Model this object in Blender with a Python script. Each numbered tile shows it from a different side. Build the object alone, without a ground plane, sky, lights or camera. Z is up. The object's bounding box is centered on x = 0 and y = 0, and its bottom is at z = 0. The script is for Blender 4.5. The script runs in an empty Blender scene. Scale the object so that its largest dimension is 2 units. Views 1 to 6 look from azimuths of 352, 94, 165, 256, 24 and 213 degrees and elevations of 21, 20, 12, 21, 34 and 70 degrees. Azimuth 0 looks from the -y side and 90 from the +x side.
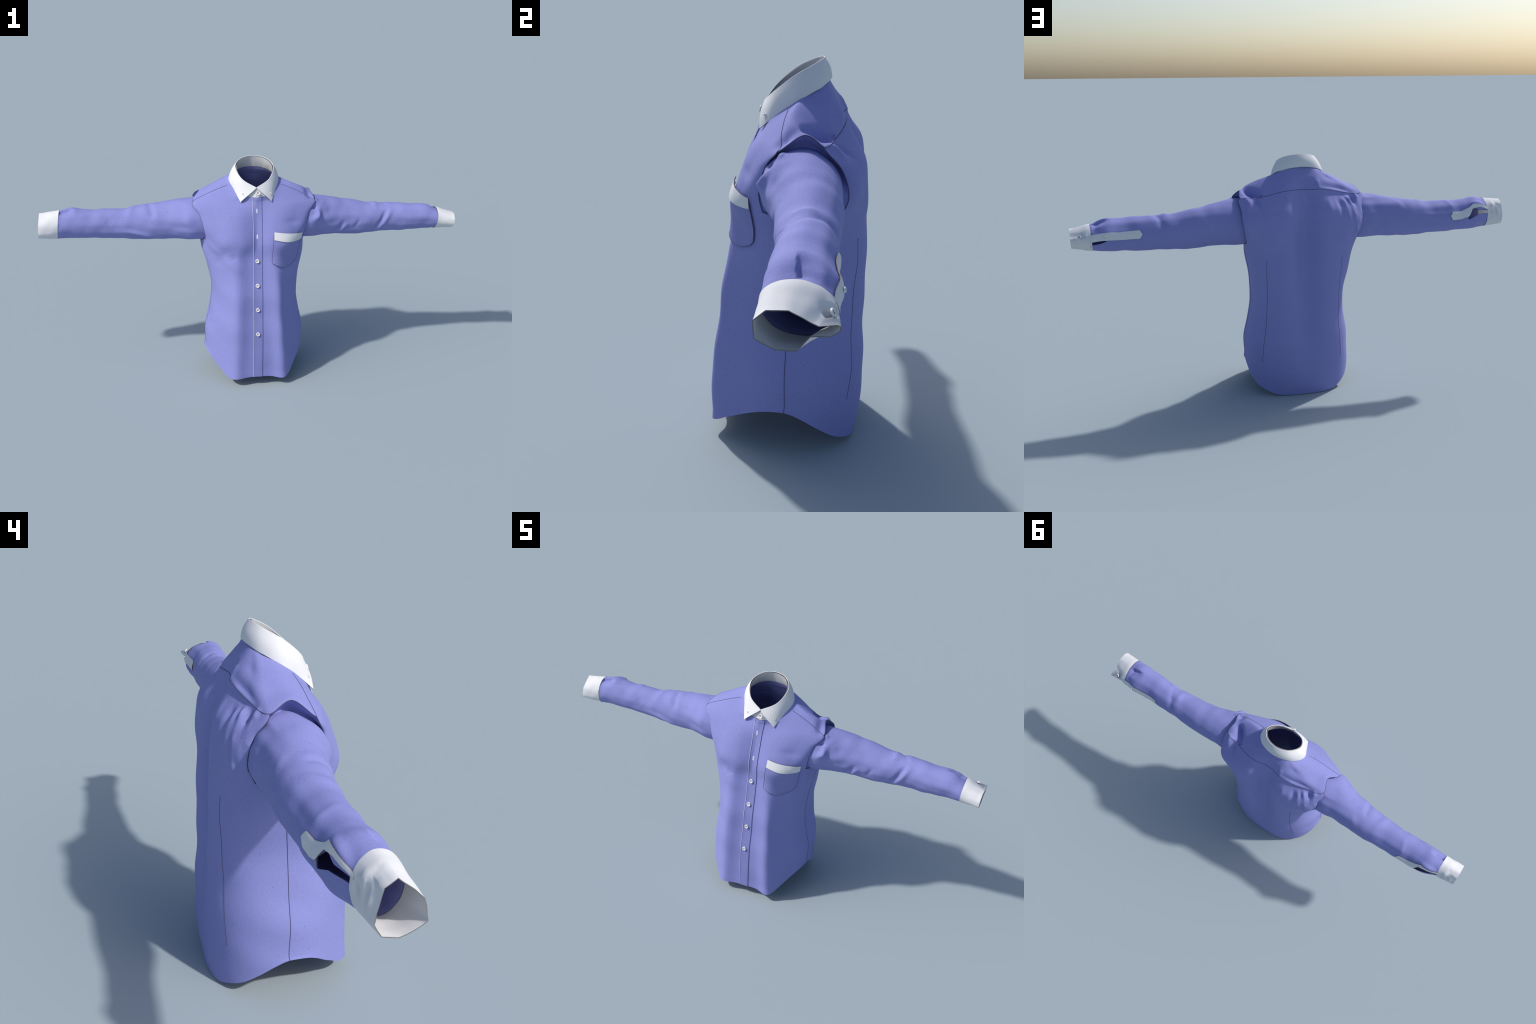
import bpy, math
import numpy as np
from mathutils import Vector

# ------------------------------------------------------------------ materials
def new_mat(name):
    m = bpy.data.materials.new(name)
    m.use_nodes = True
    nt = m.node_tree
    return m, nt, nt.nodes["Principled BSDF"], nt.nodes.new("ShaderNodeTexCoord")

def fabric(name, base, speck, rough=0.85, sheen=0.0, specks=True, weave=0.12):
    m, nt, bs, tc = new_mat(name)
    N, L = nt.nodes, nt.links
    noise = N.new("ShaderNodeTexNoise"); noise.inputs["Scale"].default_value = 420
    noise.inputs["Detail"].default_value = 3
    L.new(tc.outputs["Object"], noise.inputs["Vector"])
    ramp = N.new("ShaderNodeValToRGB")
    ramp.color_ramp.elements[0].position = 0.3
    ramp.color_ramp.elements[0].color = (*[c * (1 - weave) for c in base], 1)
    ramp.color_ramp.elements[1].position = 0.7
    ramp.color_ramp.elements[1].color = (*[min(1, c * (1 + weave)) for c in base], 1)
    L.new(noise.outputs["Fac"], ramp.inputs["Fac"])
    col = ramp.outputs["Color"]
    if specks:
        vor = N.new("ShaderNodeTexVoronoi"); vor.inputs["Scale"].default_value = 42
        L.new(tc.outputs["Object"], vor.inputs["Vector"])
        near = N.new("ShaderNodeMath"); near.operation = "LESS_THAN"
        near.inputs[1].default_value = 0.085
        L.new(vor.outputs["Distance"], near.inputs[0])
        wn = N.new("ShaderNodeTexWhiteNoise"); wn.noise_dimensions = "3D"
        L.new(vor.outputs["Position"], wn.inputs["Vector"])
        pick = N.new("ShaderNodeMath"); pick.operation = "MULTIPLY"
        L.new(near.outputs[0], pick.inputs[0]); L.new(wn.outputs["Value"], pick.inputs[1])
        half = N.new("ShaderNodeMath"); half.operation = "MULTIPLY"; half.inputs[1].default_value = 0.75
        L.new(pick.outputs[0], half.inputs[0])
        mix = N.new("ShaderNodeMix"); mix.data_type = "RGBA"
        L.new(half.outputs[0], mix.inputs["Factor"])
        L.new(col, mix.inputs["A"]); mix.inputs["B"].default_value = (*speck, 1)
        col = mix.outputs["Result"]
    L.new(col, bs.inputs["Base Color"])
    bs.inputs["Roughness"].default_value = rough
    bs.inputs["Specular IOR Level"].default_value = 0.25
    bs.inputs["Sheen Weight"].default_value = sheen
    wv = N.new("ShaderNodeTexNoise"); wv.inputs["Scale"].default_value = 900
    L.new(tc.outputs["Object"], wv.inputs["Vector"])
    bp = N.new("ShaderNodeBump"); bp.inputs["Strength"].default_value = 0.08
    bp.inputs["Distance"].default_value = 0.001
    L.new(wv.outputs["Fac"], bp.inputs["Height"]); L.new(bp.outputs["Normal"], bs.inputs["Normal"])
    return m

BLUE = (0.226, 0.240, 0.535)
M_BLUE = fabric("lavender_cotton", BLUE, (0.12, 0.12, 0.30))
M_BAND = fabric("lavender_cotton_doubled", tuple(c * 0.93 for c in BLUE), (0.12, 0.12, 0.30))
M_WHITE = fabric("white_cotton", (0.67, 0.675, 0.695), (0.4, 0.4, 0.42), specks=False, weave=0.03)
M_EDGE = fabric("grey_cut_edge", (0.10, 0.10, 0.17), (0.1, 0.1, 0.1), specks=False)
M_EDGEW = fabric("beige_cut_edge", (0.17, 0.165, 0.16), (0.1, 0.1, 0.1), specks=False)
M_SEAM = fabric("dark_seam_thread", (0.085, 0.085, 0.17), (0.05, 0.05, 0.1), specks=False)
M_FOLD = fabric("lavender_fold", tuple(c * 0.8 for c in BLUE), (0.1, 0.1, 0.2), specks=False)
M_PALE = fabric("pale_stitched_edge", (0.55, 0.56, 0.72), (0.4, 0.4, 0.5), specks=False)
M_BUTTON = fabric("pearl_button", (0.80, 0.79, 0.77), (0.5, 0.5, 0.5), rough=0.3, specks=False, weave=0.02)
M_HOLE = fabric("dark_thread", (0.07, 0.07, 0.075), (0.05, 0.05, 0.05), specks=False)

# ------------------------------------------------------------------ hierarchy
root = bpy.data.objects.new("dress_shirt", None)
root.empty_display_size = 0.2
bpy.context.scene.collection.objects.link(root)
root["label"] = "lavender blue long-sleeved shirt with white collar, cuffs and pocket band"
root["category"] = "shirt"

def make_object(name, verts, faces, mats, fmat=None, normals=None, smooth=True, parent=root):
    me = bpy.data.meshes.new(name)
    me.from_pydata([tuple(map(float, v)) for v in verts], [], [tuple(map(int, f)) for f in faces])
    for m in mats:
        me.materials.append(m)
    if fmat is not None:
        me.polygons.foreach_set("material_index", np.asarray(fmat, dtype=np.int32))
    me.polygons.foreach_set("use_smooth", np.full(len(me.polygons), smooth))
    me.update()
    if normals is not None:
        me.normals_split_custom_set_from_vertices([tuple(map(float, n)) for n in normals])
    ob = bpy.data.objects.new(name, me)
    bpy.context.scene.collection.objects.link(ob)
    ob.parent = parent
    return ob

# ------------------------------------------------------------------ surface kit
def grid_normals(P, closed_u=False):
    """P[row, col, 3] -> unit normals, oriented du x dv."""
    if closed_u:
        du = np.roll(P, -1, 1) - np.roll(P, 1, 1)
    else:
        du = np.gradient(P, axis=1)
    dv = np.gradient(P, axis=0)
    n = np.cross(du, dv)
    return n / (np.linalg.norm(n, axis=2, keepdims=True) + 1e-12)

def shell(name, P, N, thick, mats, mask=None, closed=False, rim=lambda a, b: True, parent=root):
    """Cloth of real thickness from a grid: outer face, inner face and cut edges.
    mask[row, col] tells which cells exist; rim(a, b) tells which border edges get a cut edge."""
    R, C = P.shape[:2]
    cc = C if closed else C - 1
    if mask is None:
        mask = np.ones((R - 1, cc), bool)
    idx = np.arange(R * C).reshape(R, C)
    # winding of the quads has to agree with the wanted outside
    outward = 1.0 if (grid_normals(P, closed) * N).sum() > 0 else -1.0
    outer = P.reshape(-1, 3); nrm = N.reshape(-1, 3)
    inner = outer - nrm * thick
    V = [outer, inner]; NN = [nrm, -nrm]; F = []; FM = []
    off = R * C
    edges = {}
    for i, j in zip(*np.nonzero(mask)):
        a, b, c, d = idx[i, j], idx[i, (j + 1) % C], idx[i + 1, (j + 1) % C], idx[i + 1, j]
        q = (a, b, c, d) if outward > 0 else (d, c, b, a)
        F.append(q); FM.append(0)
        F.append(tuple(x + off for x in q[::-1])); FM.append(0)
        for k in range(4):
            e = (q[k], q[(k + 1) % 4])
            if (e[1], e[0]) in edges:
                del edges[(e[1], e[0])]
            else:
                edges[e] = True
    rv = []; rn = []
    base = 2 * off
    for (a, b) in edges:
        if not rim((a // C, a % C), (b // C, b % C)):
            continue
        t = outer[b] - outer[a]
        n = np.cross(t, nrm[a]); n = n / (np.linalg.norm(n) + 1e-12)
        k = base + len(rv)
        rv += [outer[a], outer[b], inner[b], inner[a]]; rn += [n] * 4
        F.append((k + 3, k + 2, k + 1, k)); FM.append(1)
    if rv:
        V.append(np.array(rv)); NN.append(np.array(rn))
    V = np.concatenate(V); NN = np.concatenate(NN)
    used = np.zeros(len(V), bool)
    used[np.concatenate([np.array(f) for f in F])] = True
    remap = np.cumsum(used) - 1
    F = [tuple(remap[list(f)]) for f in F]
    return make_object(name, V[used], F, mats, FM, NN[used], parent=parent)

def tube(name, pts, r, mat, parent=root, closed=False, sides=6):
    """Round cord along a polyline (seam thread, rolled edge)."""
    pts = np.asarray(pts, float)
    t = np.gradient(pts, axis=0)
    t /= np.linalg.norm(t, axis=1, keepdims=True) + 1e-12
    ref = np.array([0.31, 0.17, 0.93])
    a = np.cross(t, ref); a /= np.linalg.norm(a, axis=1, keepdims=True) + 1e-12
    b = np.cross(t, a)
    ang = np.arange(sides) * 2 * math.pi / sides
    V = (pts[:, None] + r * (np.cos(ang)[None, :, None] * a[:, None] + np.sin(ang)[None, :, None] * b[:, None])).reshape(-1, 3)
    F = []
    n = len(pts)
    for i in range(n - 1):
        for k in range(sides):
            F.append((i * sides + k, i * sides + (k + 1) % sides, (i + 1) * sides + (k + 1) % sides, (i + 1) * sides + k))
    F.append(tuple(range(sides))[::-1]); F.append(tuple((n - 1) * sides + k for k in range(sides)))
    return make_object(name, V, F, [mat], parent=parent)

def catmull(knots, vals, x):
    """Non-uniform Catmull-Rom through vals (K, ...) at knots, sampled at x."""
    knots = np.asarray(knots, float); vals = np.asarray(vals, float)
    tan = np.zeros_like(vals)
    h = np.diff(knots)
    sh = (-1,) + (1,) * (vals.ndim - 1)
    sl = np.diff(vals, axis=0) / h.reshape(sh)
    w0 = h[1:].reshape(sh); w1 = h[:-1].reshape(sh)
    tan[1:-1] = (sl[:-1] * w0 + sl[1:] * w1) / (w0 + w1)
    tan[0] = sl[0]; tan[-1] = sl[-1]
    x = np.clip(np.asarray(x, float), knots[0], knots[-1])
    i = np.clip(np.searchsorted(knots, x, side="right") - 1, 0, len(knots) - 2)
    s = ((x - knots[i]) / h[i]).reshape(sh); hh = h[i].reshape(sh)
    return ((2 * s**3 - 3 * s**2 + 1) * vals[i] + (s**3 - 2 * s**2 + s) * hh * tan[i]
            + (-2 * s**3 + 3 * s**2) * vals[i + 1] + (s**3 - s**2) * hh * tan[i + 1])

def smoothstep(a, b, x):
    t = np.clip((x - a) / (b - a), 0, 1)
    return t * t * (3 - 2 * t)

def fold(P, line, width, amp, sharp=False):
    """Height of a fold running along a polyline: soft ridge (amp > 0) or valley (amp < 0), fading at its ends."""
    line = np.asarray(line, float)
    best = np.full(P.shape[:-1], 1e9); along = np.zeros(P.shape[:-1])
    n = len(line) - 1
    for k in range(n):
        a, b = line[k], line[k + 1]
        ab = b - a
        s = np.clip(((P - a) @ ab) / (ab @ ab), 0, 1)
        d = np.linalg.norm(P - (a + s[..., None] * ab), axis=-1)
        m = d < best
        best = np.where(m, d, best); along = np.where(m, (k + s) / n, along)
    end = 0.35 + 0.65 * np.sin(np.pi * np.clip(along, 0, 1)) ** 0.7
    prof = np.exp(-best / width) if sharp else np.exp(-(best / width) ** 2)
    return amp * prof * end

rng = np.random.default_rng(7)
WAVES = [(rng.normal(size=3), rng.uniform(0, 6.28)) for _ in range(14)]
def ripple(P, scale, amp):
    """Soft irregular undulation of the cloth."""
    out = np.zeros(P.shape[:-1])
    for k, (d, ph) in enumerate(WAVES):
        out += np.sin((P @ d) * scale * (0.6 + 0.1 * k) + ph)
    return out * amp / math.sqrt(len(WAVES))

# ------------------------------------------------------------------ torso
NU = 320                                      # columns round the body
KEYS = [0, .12, .25, .37, .47, .57, .70, .85, 1.0]   # front centre .. armhole front, side, armhole back .. back centre
uh = np.linspace(0, 1, NU // 2 + 1)           # half ring, front centre to back centre

def ring_from_halves(right, left):
    """Two half rings (front to back) -> closed ring, wearer's left (+x) first, counter-clockwise."""
    return np.concatenate([right, left[::-1][1:-1]])

def superhalf(w, yf, lobe, yb, ys, nf, nb, sign, cx):
    a = np.linspace(0, math.pi / 2, 400)
    def arc(depth, n):
        x = np.sin(a) ** (2 / n) * w; y = ys + np.cos(a) ** (2 / n) * (depth - ys)
        return x, y
    def resample(x, y, u):
        s = np.concatenate([[0], np.cumsum(np.hypot(np.diff(x), np.diff(y)))]); s /= s[-1]
        return np.interp(u, s, x), np.interp(u, s, y)
    fx, fy = resample(*arc(yf, nf), uh[uh <= .47] / .47)
    bx, by = arc(yb, nb); bx, by = bx[::-1], by[::-1]
    bx, by = resample(bx, by, (uh[uh > .47] - .47) / .53)
    x = np.concatenate([fx, bx]); y = np.concatenate([fy, by])
    y += np.where(uh < .47, -lobe[1] * np.exp(-((x - lobe[0]) / .050) ** 2), 0)    # the chest stands out beside the button line
    return np.stack([cx + sign * x, y, np.zeros_like(x)], 1)

# level, half width (+x), half width (-x), front y, lobes, back y, side y, corner squareness
LOW = [   # lobe = (position, height) of the ridge beside the button line, +x then -x
    (0.00, .247, .238, -.207, (.140, .046), (.108, .033), .205, .002, 1.90, 2.00, 3.0, 2.2),
    (0.10, .246, .236, -.205, (.136, .044), (.105, .029), .217, .004, 1.88, 2.00, 3.2, 2.2),
    (0.20, .246, .232, -.200, (.126, .036), (.100, .026), .222, .004, 1.88, 2.05, 3.3, 2.2),
    (0.32, .229, .213, -.188, (.114, .030), (.100, .028), .222, .008, 1.92, 2.45, 3.4, 2.5),
    (0.44, .216, .200, -.167, (.105, .027), (.098, .026), .223, .015, 2.10, 2.75, 3.6, 2.9),
    (0.56, .229, .221, -.143, (.098, .022), (.095, .019), .225, .030, 2.40, 2.60, 3.4, 2.8),
    (0.635, .244, .244, -.130, (.095, .021), (.095, .019), .226, .040, 2.50, 2.60, 3.0, 2.7),
]
HEM_BACK_U = [.43, .47, .53, .596, .67, .74, .80, .86, 1]
HEM_BACK_Z = [.131, .130, .112, .080, .044, .022, .006, .0005, .0005]
HEM = {1: catmull([0, .10, .15, .185, .22, .26, .30, .34, .385] + HEM_BACK_U, [.047, .042, .038, .039, .050, .074, .095, .112, .125] + HEM_BACK_Z, uh),
       -1: catmull([0, .12, .175, .21, .247, .30, .34, .385] + HEM_BACK_U, [.047, .042, .040, .048, .068, .093, .112, .126] + HEM_BACK_Z, uh)}

rows = []; rowz = []
for k, (z, wr, wl, yf, lobr, lobl, yb, ys, nfr, nfl, nbr, nbl) in enumerate(LOW):
    right = superhalf(wr, yf, lobr, yb, ys, nfr, nbr, 1, .003)
    left = superhalf(wl, yf, lobl, yb, ys, nfl, nbl, -1, .003)
    # hem curve dies out upward
    for half, sd in ((right, 1), (left, -1)):
        half[:, 2] = HEM[sd] if k == 0 else z + HEM[sd] * max(0, 1 - z / .32) * .55
    rows.append(ring_from_halves(right, left))

# upper rows: front centre, two front points, armhole front, side, armhole back, two back points, back centre
UP = [
    [(0, -.122, .700), (.080, -.143, .700), (.165, -.124, .700), (.232, -.052, .704), (.250, .045, .672),
     (.252, .130, .692), (.190, .200, .700), (.100, .218, .700), (0, .222, .700)],
    [(0, -.108, .765), (.085, -.127, .762), (.170, -.112, .760), (.243, -.060, .760), (.262, .045, .740),
     (.264, .155, .752), (.200, .200, .762), (.100, .217, .765), (0, .220, .765)],
    [(0, -.094, .820), (.090, -.106, .820), (.180, -.086, .820), (.262, -.045, .822), (.272, .045, .850),
     (.268, .140, .822), (.200, .184, .830), (.100, .208, .832), (0, .210, .832)],
    [(0, -.084, .855), (.090, -.079, .862), (.190, -.055, .870), (.288, -.012, .877), (.268, .045, .906),
     (.274, .104, .884), (.188, .134, .890), (.092, .161, .913), (0, .166, .915)],
    [(0, -.077, .876), (.075, -.059, .886), (.155, -.047, .888), (.228, -.003, .906), (.214, .045, .923),
     (.210, .102, .915), (.150, .130, .925), (.080, .147, .942), (0, .147, .944)],
    [(0, -.073, .886), (.060, -.055, .897), (.112, -.037, .908), (.166, .003, .934), (.160, .050, .948),
     (.150, .096, .950), (.108, .118, .962), (.060, .128, .974), (0, .128, .976)],
    [(0, -.069, .905), (.045, -.058, .911), (.079, -.031, .925), (.102, .012, .957), (.103, .050, .978),
     (.088, .086, .992), (.060, .104, 1.002), (.032, .110, 1.008), (0, .110, 1.010)],
]
# the two shoulders differ: (row, key) -> shift on that side
TWEAK = {
    1: {(0, 6): (.004, .006, 0), (0, 5): (.004, .007, 0), (1, 6): (.004, .006, 0), (1, 5): (.006, .010, 0), (2, 5): (.014, .010, .004), (2, 6): (.004, .008, 0), (3, 4): (.002, .010, .007), (4, 4): (.006, -.014, .011), (4, 5): (.002, 0, -.022), (4, 6): (0, 0, -.012),
        (5, 4): (0, -.018, .012), (5, 5): (0, 0, -.008), (6, 4): (0, 0, .004)},
    -1: {(3, 4): (-.012, 0, .006), (4, 4): (0, 0, .006), (4, 5): (0, 0, .004), (5, 4): (0, 0, .010), (5, 5): (0, 0, .008), (6, 4): (0, 0, .004)},
}
for k, r in enumerate(UP):
    both = []
    for sd in (1, -1):
        q = np.array(r, float)
        for (rr, kk), v in TWEAK[sd].items():
            if rr == k:
                q[kk] += v
        both.append(catmull(KEYS, q, uh))
    h, l = both
    l[:, 0] *= -1
    h[:, 0] += .004; l[:, 0] += .004 
    rows.append(ring_from_halves(h, l))
rows = np.array(rows)                          # (R, NU, 3)
ROW_ARM, ROW_SHO, ROW_NECK = len(LOW), len(LOW) + 3, len(LOW) + 6
SUB = 18
tk = np.arange(len(rows))
tf = np.linspace(0, len(rows) - 1, (len(rows) - 1) * SUB + 1)
knot = np.concatenate([[0], np.cumsum(np.linalg.norm(np.diff(rows, axis=0), axis=2).mean(1))])
T = catmull(knot, rows, np.interp(tf, tk, knot))
IA, IS, INK = ROW_ARM * SUB, ROW_SHO * SUB, ROW_NECK * SUB
def ucol(u):                                   # column of half-ring parameter u on +x; -x by NU - col
    return int(round(u * NU / 2))
CAF, CS, CAB = ucol(.37), ucol(.47), ucol(.57)

N0 = grid_normals(T, True)
if (N0[SUB * 3, CS] @ np.array([1, 0, 0])) < 0:
    N0 = -N0; TORSO_FLIP = -1
else:
    TORSO_FLIP = 1

d = ripple(T, 13, .0022)
TORSO_FOLDS = [
    # front: drag lines from the armholes and dimples on the chest
    ([(-.235, -.06, .70), (-.16, -.13, .63), (-.08, -.15, .57)], .018, .005, False),
    ([(-.20, -.10, .61), (-.185, -.12, .60)], .020, -.007, False),
    ([(-.12, -.15, .65), (-.10, -.15, .62)], .018, -.006, False),
    ([(-.225, -.05, .78), (-.15, -.11, .73)], .014, -.004, False),
    ([(.225, -.06, .78), (.15, -.11, .80)], .016, -.005, False),
    ([(.10, -.16, .55), (.115, -.18, .40), (.12, -.21, .10)], .022, .005, False),
    ([(.19, -.14, .55), (.20, -.15, .35)], .03, -.004, False),
    # wearer's right back shoulder: a bunch of folds under the yoke
    ([(-.06, .156, .916), (-.12, .150, .905), (-.20, .128, .887)], .010, .009, False),
    ([(-.190, .150, .872), (-.215, .175, .80), (-.230, .180, .72)], .009, .018, False),
    ([(-.212, .140, .882), (-.235, .165, .80)], .008, -.014, False),
    ([(-.235, .125, .882), (-.255, .150, .80), (-.255, .150, .74)], .009, .015, False),
    ([(-.150, .175, .87), (-.155, .20, .80)], .012, -.009, False),
    ([(-.170, .165, .875), (-.185, .19, .80), (-.195, .195, .74)], .008, .007, False),
    ([(-.245, .135, .860), (-.258, .155, .79)], .006, -.010, False),
    ([(-.10, .19, .88), (-.10, .215, .82)], .014, .004, False),
    # wearer's left back shoulder
    ([(.262, .115, .880), (.225, .175, .80)], .012, .010, False),
    ([(.222, .135, .885), (.205, .175, .83)], .013, -.010, False),
    # soft drape of the upper back
    ([(.02, .175, .905), (.01, .205, .85)], .014, .004, False),
    ([(.06, .18, .89), (.07, .21, .82)], .014, -.003, False),
    # yoke, wearer's right: raised pleat with a crease
    ([(-.055, .140, .955), (-.058, .160, .915)], .012, .005, False),
    ([(-.10, .10, .965), (-.105, .11, .955), (-.15, .095, .94), (-.175, .075, .93)], .006, -.007, True),
    ([(-.09, .13, .94), (-.15, .12, .925), (-.20, .11, .91)], .018, .006, False),
    # yoke, wearer's left: valley from the shoulder tip backwards, armhole edge turned up
    ([(.270, .0, .888), (.240, .06, .905), (.205, .12, .90)], .019, -.030, False),
    ([(.255, .115, .885), (.235, .15, .84)], .012, .008, False),
]
for line, w, amp, sharp in TORSO_FOLDS:
    d += fold(T, line, w, amp, sharp)
fade = smoothstep(0, 10, np.arange(len(T)))[:, None]
d *= np.where(tf[:, None] > ROW_NECK - .5, smoothstep(ROW_NECK, ROW_NECK - .5, tf)[:, None], 1) * (.4 + .6 * fade)
T = T + N0 * d[..., None]
# hollow along the spine between the shoulder blades, blade and side stand out
back = smoothstep(.02, .12, T[..., 1])
gz = np.interp(T[..., 2], [.0, .2, .35, .45, .55, .68, .80, .88, .93, .97], [0, .006, .022, .032, .041, .046, .040, .026, .015, 0])
T[..., 1] -= gz * back * np.exp(-((T[..., 0] - .012) / .055) ** 2)
T[:, :, 2] = np.maximum(T[:, :, 2], 0.0)
TN = grid_normals(T, True) * TORSO_FLIP

nr = len(T) - 1
I, J = np.meshgrid(np.arange(nr), np.arange(NU), indexing="ij")
jj = np.where(J < NU // 2, J, NU - 1 - J)      # mirrored column of a cell
hole = (I >= IA) & (I < IS) & (jj >= CAF) & (jj < CAB)
yoke_m = (I >= IS) & (jj >= CAF)
front_m = ((jj < CAF) | ((jj < CS) & (I < IA))) & ~hole & ~yoke_m
back_m = ~hole & ~yoke_m & ~front_m
plus = J < NU // 2

def torso_rim(a, b):
    ia, ib = a[0], b[0]
    if ia == ib == 0 or ia == ib == len(T) - 1:
        return True
    def on_hole(p):
        m = min(p[1], NU - p[1])
        return IA <= p[0] <= IS and CAF <= m <= CAB
    if on_hole(a) and on_hole(b):
        ma, mb = min(a[1], NU - a[1]), min(b[1], NU - b[1])
        if (ia == ib and ia in (IA, IS)) or (ma == mb and ma in (CAF, CAB)):
            return True
    return False

TH = .0028
shell("front_panel", T, TN, TH, [M_BLUE, M_EDGE], front_m & plus, True, torso_rim)
shell("front_panel", T, TN, TH, [M_BLUE, M_EDGE], front_m & ~plus, True, torso_rim)
shell("back_panel", T, TN, TH, [M_BLUE, M_EDGE], back_m, True, torso_rim)
shell("yoke", T, TN, TH, [M_BLUE, M_EDGE], yoke_m, True, torso_rim)

def on_torso(i, j, off):
    return T[i, j % NU] + TN[i, j % NU] * off

# seams: thread lines lying in the cloth
SR = .0011
for s in (1, -1):
    col = lambda c: c if s > 0 else NU - c
    tube("side_seam", [on_torso(i, col(CS), .0001) for i in range(0, IA + 1)], SR, M_SEAM)
    tube("shoulder_seam", [on_torso(i, col(CAF), .0001) for i in range(IS, INK - 6)], SR, M_SEAM)
    L = [(IA, k) for k in range(CAF, CAB)] + [(i, CAB) for i in range(IA, IS)]
    L += [(IS, k) for k in range(CAB, CAF, -1)] + [(i, CAF) for i in range(IS, IA, -1)] + [(IA, CAF)]
    tube("armhole_seam", [on_torso(i, col(k), -.0004) for i, k in L], .0013, M_SEAM)
js = list(range(CAB, NU - CAB + 1))
tube("yoke_seam", [on_torso(IS, j, .0001) for j in js], SR, M_SEAM)

def nearest(p):
    dd = ((T - np.array(p)) ** 2).sum(-1)
    return np.unravel_index(dd.argmin(), dd.shape)
for pts in ([(.198, .208, .62), (.190, .19, .45), (.200, .182, .25), (.207, .175, .155)],
            [(-.160, .215, .62), (-.150, .20, .45), (-.160, .185, .25), (-.167, .175, .155)]):
    ij = np.array([nearest(p) for p in pts], float)
    ii = np.arange(int(ij[:, 0].min()), int(ij[:, 0].max()) + 1)
    o = np.argsort(ij[:, 0])
    jj2 = catmull(ij[o, 0], ij[o, 1], ii)
    tube("back_dart_seam", [on_torso(i, int(j), .0) * (1 - j % 1) + on_torso(i, int(j) + 1, .0) * (j % 1) for i, j in zip(ii, jj2)], SR * .8, M_SEAM)

# ------------------------------------------------------------------ things lying on the front
HC = NU // 4                                    # search window of front columns
def front_at_row(i, x):
    cols = np.arange(-HC + 8, HC - 8)
    xs = T[i, cols, 0]
    f = np.interp(x, xs, cols)
    a = int(math.floor(f)); w = f - a
    p = T[i, a] * (1 - w) + T[i, a + 1] * w
    n = TN[i, a] * (1 - w) + TN[i, a + 1] * w
    return p, n / np.linalg.norm(n)

def front_at(x, z):
    ps = [front_at_row(i, x) for i in range(0, INK + 1, 3)]
    zs = np.array([p[0][2] for p in ps])
    P = np.array([p[0] for p in ps]); Nn = np.array([p[1] for p in ps])
    k = int(np.clip(np.searchsorted(zs, z) - 1, 0, len(zs) - 2))
    w = np.clip((z - zs[k]) / (zs[k + 1] - zs[k] + 1e-9), 0, 1)
    n = Nn[k] * (1 - w) + Nn[k + 1] * w
    return P[k] * (1 - w) + P[k + 1] * w, n / np.linalg.norm(n)

# button placket
XL, XR = -.013, .029
ir = list(range(0, INK - 1, 2))
xs = np.linspace(XL, XR, 9)
G = np.zeros((len(ir), len(xs), 3)); GN = np.zeros_like(G)
for a, i in enumerate(ir):
    for b, x in enumerate(xs):
        p, n = front_at_row(i, x)
        GN[a, b] = n; G[a, b] = p + n * (.0030 + .0006 * (b == 0))
placket = shell("button_placket", G, GN, .0028, [M_BAND, M_EDGE])
tube("placket_edge", G[:, 0] + GN[:, 0] * .0002, .0012, M_PALE, parent=placket)
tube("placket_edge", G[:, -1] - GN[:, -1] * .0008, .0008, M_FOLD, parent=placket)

# ------------------------------------------------------------------ buttons
def button_mesh(r, name):
    prof = [(0, .30), (.50, .30), (.66, .34), (.76, .46), (.88, .50), (.97, .40), (1.0, .20), (.96, 0.0), (0, 0.0)]
    seg = 28; V = []; F = []
    for (a, h) in prof:
        for k in range(seg):
            t = 2 * math.pi * k / seg
            V.append((a * r * math.cos(t), a * r * math.sin(t), h * r))
    for i in range(len(prof) - 1):
        for k in range(seg):
            F.append((i * seg + k, i * seg + (k + 1) % seg, (i + 1) * seg + (k + 1) % seg, (i + 1) * seg + k)[::-1])
    FM = [0] * len(F)
    for sx in (-1, 1):                          # four thread holes
        for sy in (-1, 1):
            b = len(V); n = 10
            for top in (0.335, 0.25):
                for k in range(n):
                    t = 2 * math.pi * k / n
                    V.append((sx * .24 * r + .17 * r * math.cos(t), sy * .24 * r + .17 * r * math.sin(t), top * r))
            F.append(tuple(b + k for k in range(n))); FM.append(1)
            for k in range(n):
                F.append((b + k, b + n + k, b + n + (k + 1) % n, b + (k + 1) % n)); FM.append(1)
    me = bpy.data.meshes.new(name)
    me.from_pydata(V, [], F)
    me.materials.append(M_BUTTON); me.materials.append(M_HOLE)
    me.polygons.foreach_set("material_index", FM)
    me.polygons.foreach_set("use_smooth", [True] * len(F))
    me.update()
    return me

BIG = button_mesh(.0094, "button"); SMALL = button_mesh(.0055, "collar_button"); CUFFB = button_mesh(.0085, "cuff_button")
def place(me, name, p, n, spin, parent):
    ob = bpy.data.objects.new(name, me)
    bpy.context.scene.collection.objects.link(ob)
    ob.parent = parent
    ob.location = p
    q = Vector(n).to_track_quat("Z", "Y")
    from mathutils import Quaternion
    ob.rotation_mode = "QUATERNION"
    ob.rotation_quaternion = q @ Quaternion((0, 0, 1), spin)
    return ob

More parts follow.
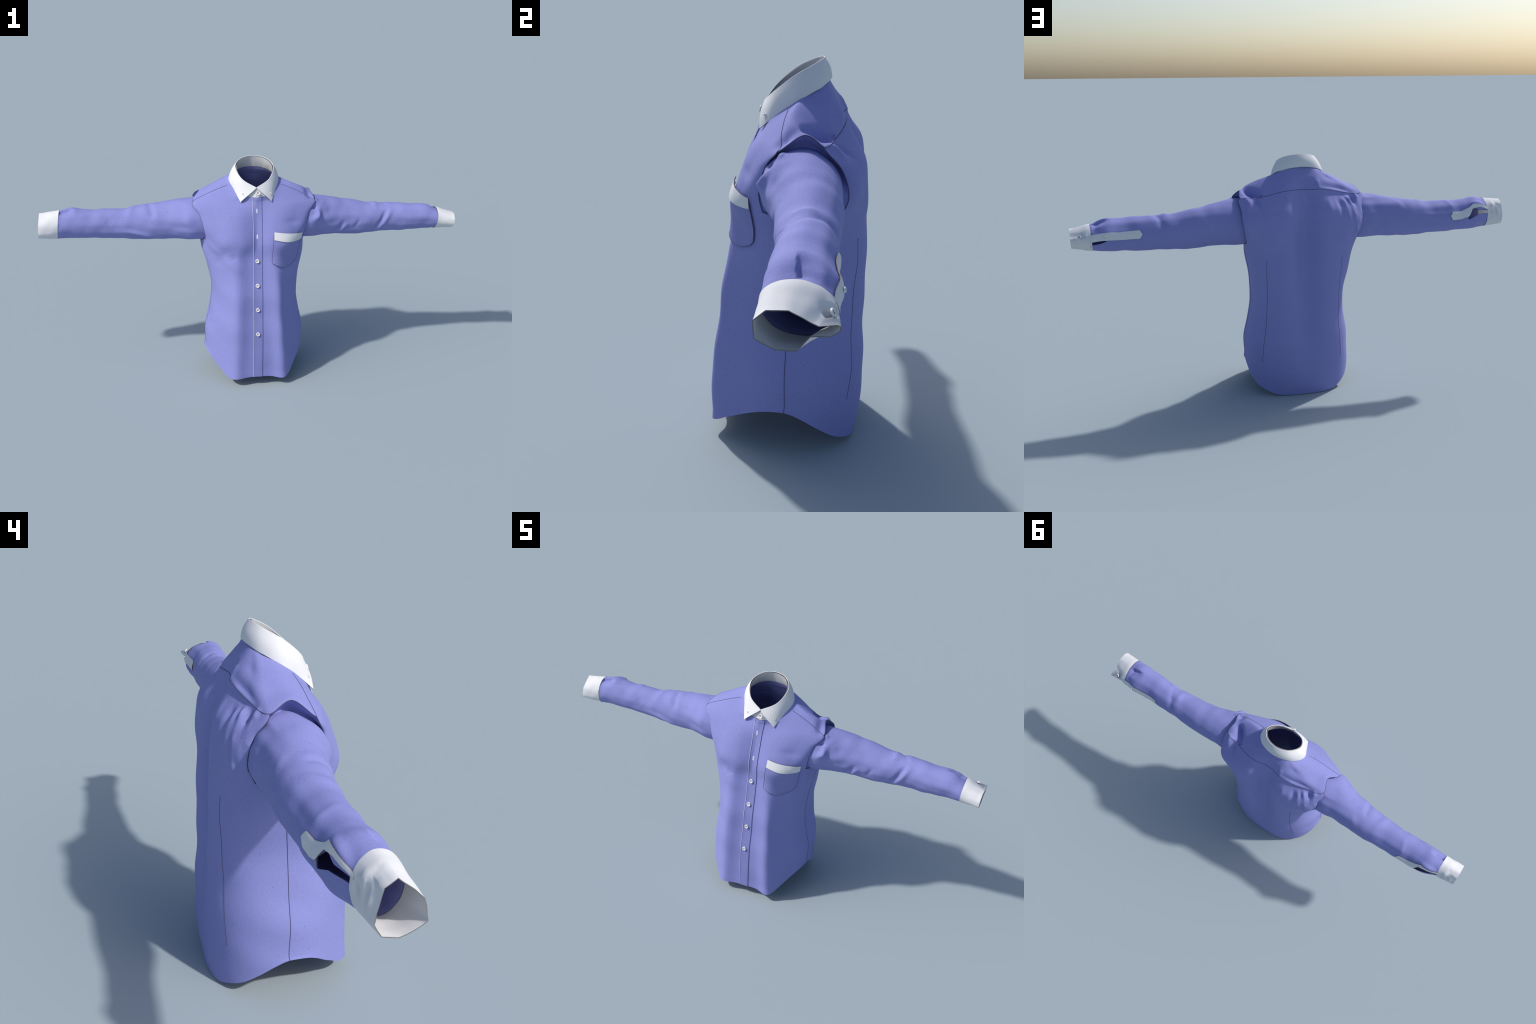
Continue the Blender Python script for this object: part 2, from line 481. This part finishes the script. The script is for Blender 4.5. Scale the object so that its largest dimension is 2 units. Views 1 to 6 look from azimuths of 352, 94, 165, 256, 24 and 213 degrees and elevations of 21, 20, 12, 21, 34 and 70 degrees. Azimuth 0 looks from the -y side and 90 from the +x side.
def patch(name, p, n, w, h, th, mat, parent):
    n = np.array(n) / np.linalg.norm(n); r = np.cross([0, 0, 1], n); r /= np.linalg.norm(r); u = np.cross(n, r)
    V = []
    for k in (0, th):
        for sx, sy in ((-1, -1), (1, -1), (1, 1), (-1, 1)):
            V.append(np.array(p) + r * sx * w / 2 + u * sy * h / 2 + n * k)
    F = [(3, 2, 1, 0), (4, 5, 6, 7)] + [(k, (k + 1) % 4, 4 + (k + 1) % 4, 4 + k) for k in range(4)]
    return make_object(name, V, F, [mat], smooth=False, parent=parent)

for k, z in enumerate((.847, .732, .617, .501, .386, .269)):
    x = .006
    p, n = front_at(x, z)
    patch("buttonhole", p + n * .0026, n, .0075, .020, .0016, M_PALE, placket)
    if k >= 2:
        place(BIG, "button", p + n * .0052, n, .2 + .9 * k, placket)

# ------------------------------------------------------------------ breast pocket
def pocket_point(s, t):
    """s across (0 = towards the placket), t down (0 = top edge)."""
    bz = np.interp(s, [0, .12, .45, .7, .93, 1], [.612, .602, .582, .585, .600, .612])
    tz = .757 - .020 * s
    xl = .080 - .010 * t; xr = .222 - .022 * t
    return xl + (xr - xl) * s, tz + (bz - tz) * t
def pocket_sheet(t0, t1, nt, ns, lift):
    G = np.zeros((nt, ns, 3)); GN = np.zeros_like(G)
    for a, t in enumerate(np.linspace(t1, t0, nt)):
        for b, s in enumerate(np.linspace(0, 1, ns)):
            x, z = pocket_point(s, t)
            p, n = front_at(x, z)
            n = np.array([.30, -.94, .12]); n /= np.linalg.norm(n)
            G[a, b] = p + n * lift(s, t)
    GN = grid_normals(G)
    return G, GN * (1 if GN[nt // 2, ns // 2, 1] < 0 else -1)
G, GN = pocket_sheet(.10, 1, 26, 30, lambda s, t: .0048 + .0030 * (1 - s) ** 1.5 + .003 * (1 - t) * s)
pocket = shell("breast_pocket", G, GN, .0035, [M_BAND, M_EDGE])
rim_line = np.concatenate([G[::-1, 0], G[0, 1:], G[1:, -1]])
tube("pocket_seam", rim_line, .0008, M_SEAM, parent=pocket)
G, GN = pocket_sheet(0, .235, 8, 30, lambda s, t: .0075 + .0030 * (1 - s) ** 1.5 + .007 * t)
shell("pocket_band", G, GN, .003, [M_WHITE, M_EDGE], parent=pocket)

# ------------------------------------------------------------------ collar
PH = [-1.0, -.75, -.5, -.25, 0, .25, .5, .75, 1.0]
TOPC = [(0, .094, 1.064), (.056, .076, 1.056), (.085, .026, 1.029), (.062, -.028, .985), (.000, -.058, .951)]
BOTC = [(0, .114, 1.012), (.075, .092, .999), (.112, .038, .970), (.093, -.020, .929), (.071, -.068, .887)]
nphi = 61
ph = np.linspace(-1, 1, 2 * nphi - 1)
def sided(c, x_shift):
    c = np.array(c)
    m = c.copy(); m[:, 0] *= -1
    v = catmull(PH, np.concatenate([m[:0:-1], c]), ph)
    v[:, 0] += x_shift
    return v
top = sided(TOPC, .006); bot = sided(BOTC, .004)
nv = 15
G = np.zeros((nv, len(ph), 3))
for a, s in enumerate(np.linspace(0, 1, nv)):
    G[a] = bot * (1 - s) + top * s
ctr = np.array([.004, .02, 0])
rad = G - ctr; rad[..., 2] = 0; rad /= np.linalg.norm(rad, axis=2, keepdims=True)
bow = np.sin(np.pi * np.linspace(0, 1, nv))[:, None]
G += rad * (.0025 + .005 * bow[..., None] + .004 * smoothstep(.85, .4, np.abs(ph))[None, :, None])
GN = grid_normals(G)
sg = 1 if (GN[nv // 2, nphi - 1] @ np.array([0, 1, 0])) > 0 else -1
collar = shell("collar", G, GN * sg, .0020, [M_WHITE, M_EDGEW])
LEAF, LEAFN = G.copy(), GN * sg
tube("collar_fold", G[-1] - GN[-1] * sg * .0014, .0016, M_WHITE, parent=collar)

# stand: neckline up to the inside of the fold
neck = T[-1]; un = np.concatenate([np.linspace(0, 1, NU // 2 + 1)])
plus_h = neck[:NU // 2 + 1]; minus_h = np.concatenate([neck[:1], neck[NU // 2:][::-1]])
def neck_at(p):
    u = 1 - abs(p)
    h = plus_h if p >= 0 else minus_h
    f = u * (NU // 2); a = min(int(f), NU // 2 - 1)
    return h[a] * (1 - (f - a)) + h[a + 1] * (f - a)
nb = np.array([neck_at(p) for p in ph])
tops = top.copy(); tops[:, 2] -= .002
ext = smoothstep(.9, 1.0, np.abs(ph))
G = np.zeros((9, len(ph), 3))
for a, s in enumerate(np.linspace(0, 1, 9)):
    G[a] = nb * (1 - s) + tops * s
G[:, :, 1] += .004 * smoothstep(.8, 1, np.abs(ph))[None, :]
G[:, :, 1] -= .003 * smoothstep(.8, 1, np.abs(ph))[None, :] * (ph > 0)[None, :]
GN = grid_normals(G)
shell("collar_stand", G, GN * sg, .0020, [M_WHITE, M_EDGEW], parent=collar)

place(BIG, "button", (.013, -.0695, .928), (0.05, -.97, .25), .4, collar)
for target in ((.067, -.049, .919), (-.057, -.050, .919)):
    dd = ((LEAF - np.array(target)) ** 2).sum(-1)
    k = np.unravel_index(dd.argmin(), dd.shape)
    place(SMALL, "collar_button", LEAF[k] + LEAFN[k] * .0004, LEAFN[k], .6, collar)

# ------------------------------------------------------------------ sleeves
SX = [.25, .30, .35, .40, .45, .50, .55, .60, .65, .70, .75, .80, .85, .90, .925]
# centre y, centre z, half depth, half height, lean of the section at each station
SLEEVE = {
    -1: [(.0560, .7744, .1100, .1050, -0.071), (.0518, .7733, .1036, .1000, -0.032), (.0575, .7720, .0911, .0963, -0.005), (.0653, .7669, .0833, .0924, 0.007),
         (.0685, .7619, .0799, .0880, 0.005), (.0716, .7577, .0763, .0863, -0.008), (.0728, .7537, .0719, .0802, -0.028), (.0715, .7509, .0682, .0742, -0.051),
         (.0726, .7515, .0652, .0721, -0.071), (.0733, .7521, .0658, .0721, -0.083), (.0714, .7520, .0647, .0692, -0.084), (.0712, .7552, .0660, .0705, -0.073),
         (.0689, .7598, .0630, .0741, -0.050), (.0584, .7580, .0527, .0676, -0.015), (.0540, .7570, .0500, .0640, 0.010)],
    1: [(.0470, .7725, .1040, .1035, -0.123), (.0515, .7737, .0959, .1004, -0.059), (.0590, .7727, .0907, .0954, -0.010), (.0664, .7676, .0840, .0900, 0.023),
        (.0714, .7614, .0792, .0873, 0.038), (.0715, .7560, .0755, .0850, 0.035), (.0702, .7519, .0721, .0793, 0.016), (.0714, .7517, .0672, .0745, -0.015),
        (.0741, .7519, .0635, .0731, -0.051), (.0744, .7515, .0637, .0732, -0.087), (.0696, .7510, .0649, .0702, -0.120), (.0701, .7503, .0669, .0673, -0.150),
        (.0719, .7524, .0691, .0673, -0.177), (.0661, .7459, .0673, .0556, -0.203), (.0640, .7415, .0675, .0480, -0.215)],
}
# cuff mouth, (y, z) round the opening
MOUTH = {
    1: [(-.008, .757), (.014, .776), (.052, .777), (.102, .748), (.138, .752), (.137, .741), (.121, .729), (.088, .727),
        (.064, .699), (.029, .702), (-.007, .723)],
    -1: [(.081, .798), (.056, .816), (.022, .790), (.002, .772), (-.010, .725), (.015, .708), (.044, .696), (.078, .700),
         (.093, .727), (.092, .745)],
}
NPHI = 144
LEAD = 9
phi = np.linspace(-math.pi, math.pi, NPHI + 1)[:-1]      # 0 = back (+y), 90 deg = top

SFOLDS = {   # (x, angle in degrees) polylines on each sleeve, width, height
    -1: [([(.49, 91), (.475, 150)], .012, -.006, False),
         ([(.46, 95), (.45, 150)], .014, .004, False),
         ([(.60, -166), (.515, -149), (.44, -130)], .012, .008, False),
         ([(.585, -145), (.50, -128)], .014, -.007, False),
         ([(.40, -166), (.30, -170)], .022, -.005, False),
         ([(.69, 150), (.66, 170)], .02, -.004, False),
         ([(.55, 60), (.57, 100), (.58, 130)], .016, .004, False),
         ([(.72, 40), (.70, 90)], .012, .003, False),
         ([(.82, 45), (.86, 38), (.90, 25)], .014, .008, False),
         ([(.47, 30), (.44, 60)], .016, .003, False)],
    1: [([(.655, 145), (.635, -178), (.60, -138)], .012, -.010, False),
        ([(.68, 140), (.655, 175), (.62, -140)], .013, .007, False),
        ([(.44, -174), (.40, -140)], .012, -.008, False),
        ([(.455, -165), (.42, -135)], .010, .007, False),
        ([(.52, 176), (.50, -160)], .010, -.004, False),
        ([(.66, 113), (.63, 60), (.62, 20)], .013, -.005, False),
        ([(.61, 120), (.60, 70)], .016, .006, False),
        ([(.375, 137), (.36, 160)], .022, -.004, False),
        ([(.87, 50), (.90, 38)], .010, .004, False),
        ([(.285, 172), (.305, 165), (.31, 150)], .014, .016, False),
        ([(.28, 140), (.30, 138)], .010, -.012, False),
        ([(.29, 120), (.305, 112)], .012, .008, False)],
}

def sleeve_ellipse(s, x):
    return catmull(SX, np.array(SLEEVE[s]), np.atleast_1d(x))

def hole_loop(s):
    """armhole border of the torso, ordered by angle round its centre"""
    c = lambda k: k if s > 0 else (NU - k) % NU
    L = [T[IA, c(k)] for k in range(CAF, CAB)] + [T[i, c(CAB)] for i in range(IA, IS)]
    L += [T[IS, c(k)] for k in range(CAB, CAF, -1)] + [T[i, c(CAF)] for i in range(IS, IA, -1)]
    return np.array(L)

def build_sleeve(s, slit=False):
    loop = hole_loop(s)
    e0 = sleeve_ellipse(s, .25)[0]
    ang = np.arctan2((loop[:, 2] - e0[1]) / e0[3], (loop[:, 1] - e0[0]) / e0[2])
    o = np.argsort(ang); ang = ang[o]; loop = loop[o]
    ang3 = np.concatenate([ang - 2 * math.pi, ang, ang + 2 * math.pi]); l3 = np.concatenate([loop] * 3)
    Q = np.stack([np.interp(phi, ang3, l3[:, k]) for k in range(3)], 1)
    # start of the sleeve: tucked under the torso edge, lower than the yoke on top
    rel = Q[:, 1:] - e0[:2]
    q = np.hypot(rel[:, 0] / e0[2], rel[:, 1] / e0[3])
    lim = np.minimum(q * .985, 1.0)
    rel *= (lim / q)[:, None]
    qx = np.abs(Q[:, 0]) - .004 - .026 * smoothstep(-.1, .6, np.sin(phi))
    nx = 170
    P = np.zeros((nx + 1, NPHI, 3)); PHI = []
    for a in range(nx + 1):
        f = a / nx
        x = qx * (1 - f) + .918 * f                 # per angle
        E = sleeve_ellipse(s, np.maximum(x, .25))
        pa = phi
        if slit and f > .5:
            w = smoothstep(.5, .75, f)
            pa = phi * (1 - w) + slit_phi(s, x.mean()) * w
        PHI.append(pa)
        ey = E[:, 0] + E[:, 2] * np.cos(pa) + E[:, 4] * E[:, 3] * np.sin(pa); ez = E[:, 1] + E[:, 3] * np.sin(pa)
        w = smoothstep(.0, .10, x - qx)
        P[a, :, 0] = s * x
        P[a, :, 1] = (e0[0] + rel[:, 0]) * (1 - w) + ey * w
        P[a, :, 2] = (e0[1] + rel[:, 1]) * (1 - w) + ez * w
    lead = np.zeros((LEAD, NPHI, 3))              # under-edge of the sleeve head, hanging from the torso's edge
    for a in range(LEAD):
        g = a / LEAD
        lead[a] = Q * (1 - g) + P[0] * g
        q0 = np.abs(Q[:, 0]) - .0015
        lead[a, :, 0] = s * (q0 + (qx - q0) * math.sin(g * math.pi / 2))
        lead[a, :, 2] -= .002 * (1 - g)
    P = np.concatenate([lead, P])
    n = grid_normals(P, True)
    flip = 1 if n[nx // 2, NPHI // 4 * 3] @ np.array([0, 0, 1]) > 0 else -1
    n = n * flip
    dd = ripple(P, 40, .0014)
    for line, wd, amp, sh in SFOLDS[s]:
        pts = []
        for x, aa in line:
            e = sleeve_ellipse(s, x)[0]; r = math.radians(aa)
            pts.append((s * x, e[0] + e[2] * math.cos(r) + e[4] * e[3] * math.sin(r), e[1] + e[3] * math.sin(r)))
        # fine sampling so that the fold follows the tube
        dd += fold(P, pts, wd, amp, sh)
    # knife pleat beside the cuff: one side of the line lies lower
    ax = np.abs(P[..., 0])
    ph0 = np.radians(np.interp(ax, [.83, .92], [98, 94] if s < 0 else [92, 83]))
    PHI = np.array([phi] * LEAD + PHI)
    e = .062 * (PHI - ph0) * (1 if s < 0 else -1)     # > 0 on the low side
    low = np.where(e > 0, (1 - np.exp(-e / .0025)) * np.exp(-(e / .034) ** 2), 0)
    dd -= .013 * low * smoothstep(.825, .87, ax)
    dd *= smoothstep(.916, .890, ax) * .95 + .05
    dd[:LEAD] = 0; dd[LEAD:LEAD + 6] *= np.linspace(0, 1, 6)[:, None]
    P = P + n * dd[..., None]
    n = grid_normals(P, True) * flip
    return P, n, flip

# opening beside the sleeve placket: x range, lower and upper edge angle along it
SLIT = {-1: (.797, [(.797, -15), (.85, 0), (.92, 2)], [(.797, 6), (.826, 27), (.862, 14), (.92, 12)]),
        1: (.850, [(.850, -14), (.875, -21), (.92, -27)], [(.850, -12), (.875, -10), (.92, -10)])}
JLO, JHI = NPHI // 2 - 4, NPHI // 2 + 4
def slit_phi(s, x):
    """angles of one row of the sleeve, shifted so that two columns run along the edges of the opening"""
    x0, lo, hi = SLIT[s]
    l = math.radians(np.interp(x, *zip(*lo))); h = math.radians(np.interp(x, *zip(*hi)))
    return np.interp(phi, [-math.pi, -1.2, phi[JLO], phi[JHI], 1.3, math.pi], [-math.pi, -1.2, l, h, 1.3, math.pi])

def on_sleeve(P, n, s, x, deg, off):
    P = P[LEAD:]; n = n[LEAD:]
    xs = np.abs(P[:, :, 0])
    f = (math.radians(deg) + math.pi) / (2 * math.pi) * NPHI
    j = int(f) % NPHI; w = f - int(f); k = (j + 1) % NPHI
    def at(j):
        return np.array([np.interp(x, xs[:, j], P[:, j, c]) for c in range(3)]), np.array([np.interp(x, xs[:, j], n[:, j, c]) for c in range(3)])
    pa, na = at(j); pb, nb_ = at(k)
    nn = na * (1 - w) + nb_ * w
    nn /= np.linalg.norm(nn)
    return pa * (1 - w) + pb * w + nn * off, nn

def build_cuff(s, sleeve):
    mouth = np.array(MOUTH[s]); c = mouth.mean(0)
    c = np.array([.056, .738]) if s > 0 else np.array([.045, .755])
    # polygon, each side subdivided, keyed by angle
    pts = []
    for k in range(len(mouth)):
        a, b = mouth[k], mouth[(k + 1) % len(mouth)]
        for t in np.linspace(0, 1, 12, endpoint=False):
            pts.append(a + (b - a) * t)
    pts = np.array(pts)
    ang = np.arctan2(pts[:, 1] - c[1], pts[:, 0] - c[0])
    o = np.argsort(ang); ang, pts = ang[o], pts[o]
    a3 = np.concatenate([ang - 2 * math.pi, ang, ang + 2 * math.pi]); p3 = np.concatenate([pts] * 3)
    M = np.stack([np.interp(phi, a3, p3[:, k]) for k in range(2)], 1)
    e = sleeve_ellipse(s, .908)[0]
    S = np.stack([e[0] + (e[2] + .0014) * np.cos(phi) + e[4] * e[3] * np.sin(phi), e[1] + (e[3] + .0014) * np.sin(phi)], 1)
    nx = 26
    P = np.zeros((nx + 1, NPHI, 3))
    up = np.sin(phi)
    for a in range(nx + 1):
        f = a / nx
        x0 = (.910 - .006 * up) if s < 0 else (.913 + .004 * up)
        x1 = (.998 - .002 * up) if s < 0 else (.997 + .003 * up)
        P[a, :, 0] = s * (x0 * (1 - f) + x1 * f)
        g = f ** 1.15
        P[a, :, 1:] = S * (1 - g) + M * g
    n = grid_normals(P, True)
    flip = 1 if n[nx // 2, NPHI // 4 * 3] @ np.array([0, 0, 1]) > 0 else -1
    n = n * flip
    dents = {-1: [([(-.944, .064, .814), (-.958, .082, .795), (-.972, .082, .795)], .0055, -.009),
                  ([(-.930, .092, .79), (-.950, .088, .79)], .010, .006),
                  ([(-.957, .093, .781), (-.965, .097, .745)], .006, -.008),
                  ([(-.925, .104, .775), (-.940, .106, .755)], .006, -.006),
                  ([(-.975, .092, .765), (-.968, .095, .745)], .008, .004)],
             1: [([(.955, .112, .758), (.965, .120, .752)], .009, -.010), ([(.925, .12, .76), (.94, .125, .752)], .008, .005),
                 ([(.980, .118, .752), (.975, .128, .748)], .007, .004), ([(.935, .128, .735), (.985, .128, .732)], .006, -.005)]}[s]
    dd = ripple(P, 60, .0008)
    for line, wd, amp in dents:
        dd += fold(P, line, wd, amp)
    P = P + n * dd[..., None]
    n = grid_normals(P, True) * flip
    n = sum(np.roll(n, k, 1) for k in range(-4, 5)); n /= np.linalg.norm(n, axis=2, keepdims=True)   # soft shading over the facets
    cuff = shell("cuff", P, n, .0020, [M_WHITE, M_EDGEW], None, True, parent=sleeve)
    return cuff, P, n

def build_gauntlet(s, P, n, sleeve):
    """pointed white strip that finishes the sleeve slit"""
    xs = np.linspace(.705, .918, 40)
    if s > 0:
        lo = np.interp(xs, [.705, .714, .72, .92], [5, -8, -9.5, -10]); hi = np.interp(xs, [.705, .715, .72, .85, .92], [6, 18, 18, 16, 20])
    else:
        lo = np.interp(xs, [.705, .714, .72, .76, .80, .82, .86, .92], [6, -8, -9, -8, 0, 24, 26, 14])
        hi = np.interp(xs, [.705, .716, .72, .76, .805, .825, .86, .92], [7, 20, 21, 21, 32, 40, 35, 22])
    G = np.zeros((9, len(xs), 3)); GN = np.zeros_like(G)
    for a in range(len(xs)):
        for b in range(9):
            t = b / 8
            p, nn = on_sleeve(P, n, s, xs[a], lo[a] + (hi[a] - lo[a]) * t, .004)
            G[b, a] = p; GN[b, a] = nn
    gn = grid_normals(G)
    sgn = 1 if (gn[4, 20] @ GN[4, 20]) > 0 else -1
    ob = shell("sleeve_placket", G, gn * sgn, .0020, [M_WHITE, M_EDGEW], parent=sleeve)
    return ob

for s in (1, -1):
    P, n, flip = build_sleeve(s)
    PS, ns, _ = build_sleeve(s, True)
    mask = np.ones((len(PS) - 1, NPHI), bool)
    mask[:, JLO:JHI] = np.abs(PS[:-1, JLO:JHI, 0]) < SLIT[s][0]
    sleeve = shell("sleeve", PS, ns, .0028, [M_BLUE, M_EDGE], mask, True)
    cuff, CP, CN = build_cuff(s, sleeve)
    build_gauntlet(s, P, n, sleeve)
    if s > 0:
        place(CUFFB, "button", (.962, .1235, .757), (.15, .8, .45), .3, sleeve)
        p, nn = on_sleeve(P, n, s, .857, 3, .0055)
        place(SMALL, "button", p, nn, .5, sleeve)
    else:
        place(SMALL, "button", (-.990, .0895, .722), (-.1, .9, -.1), .3, sleeve)
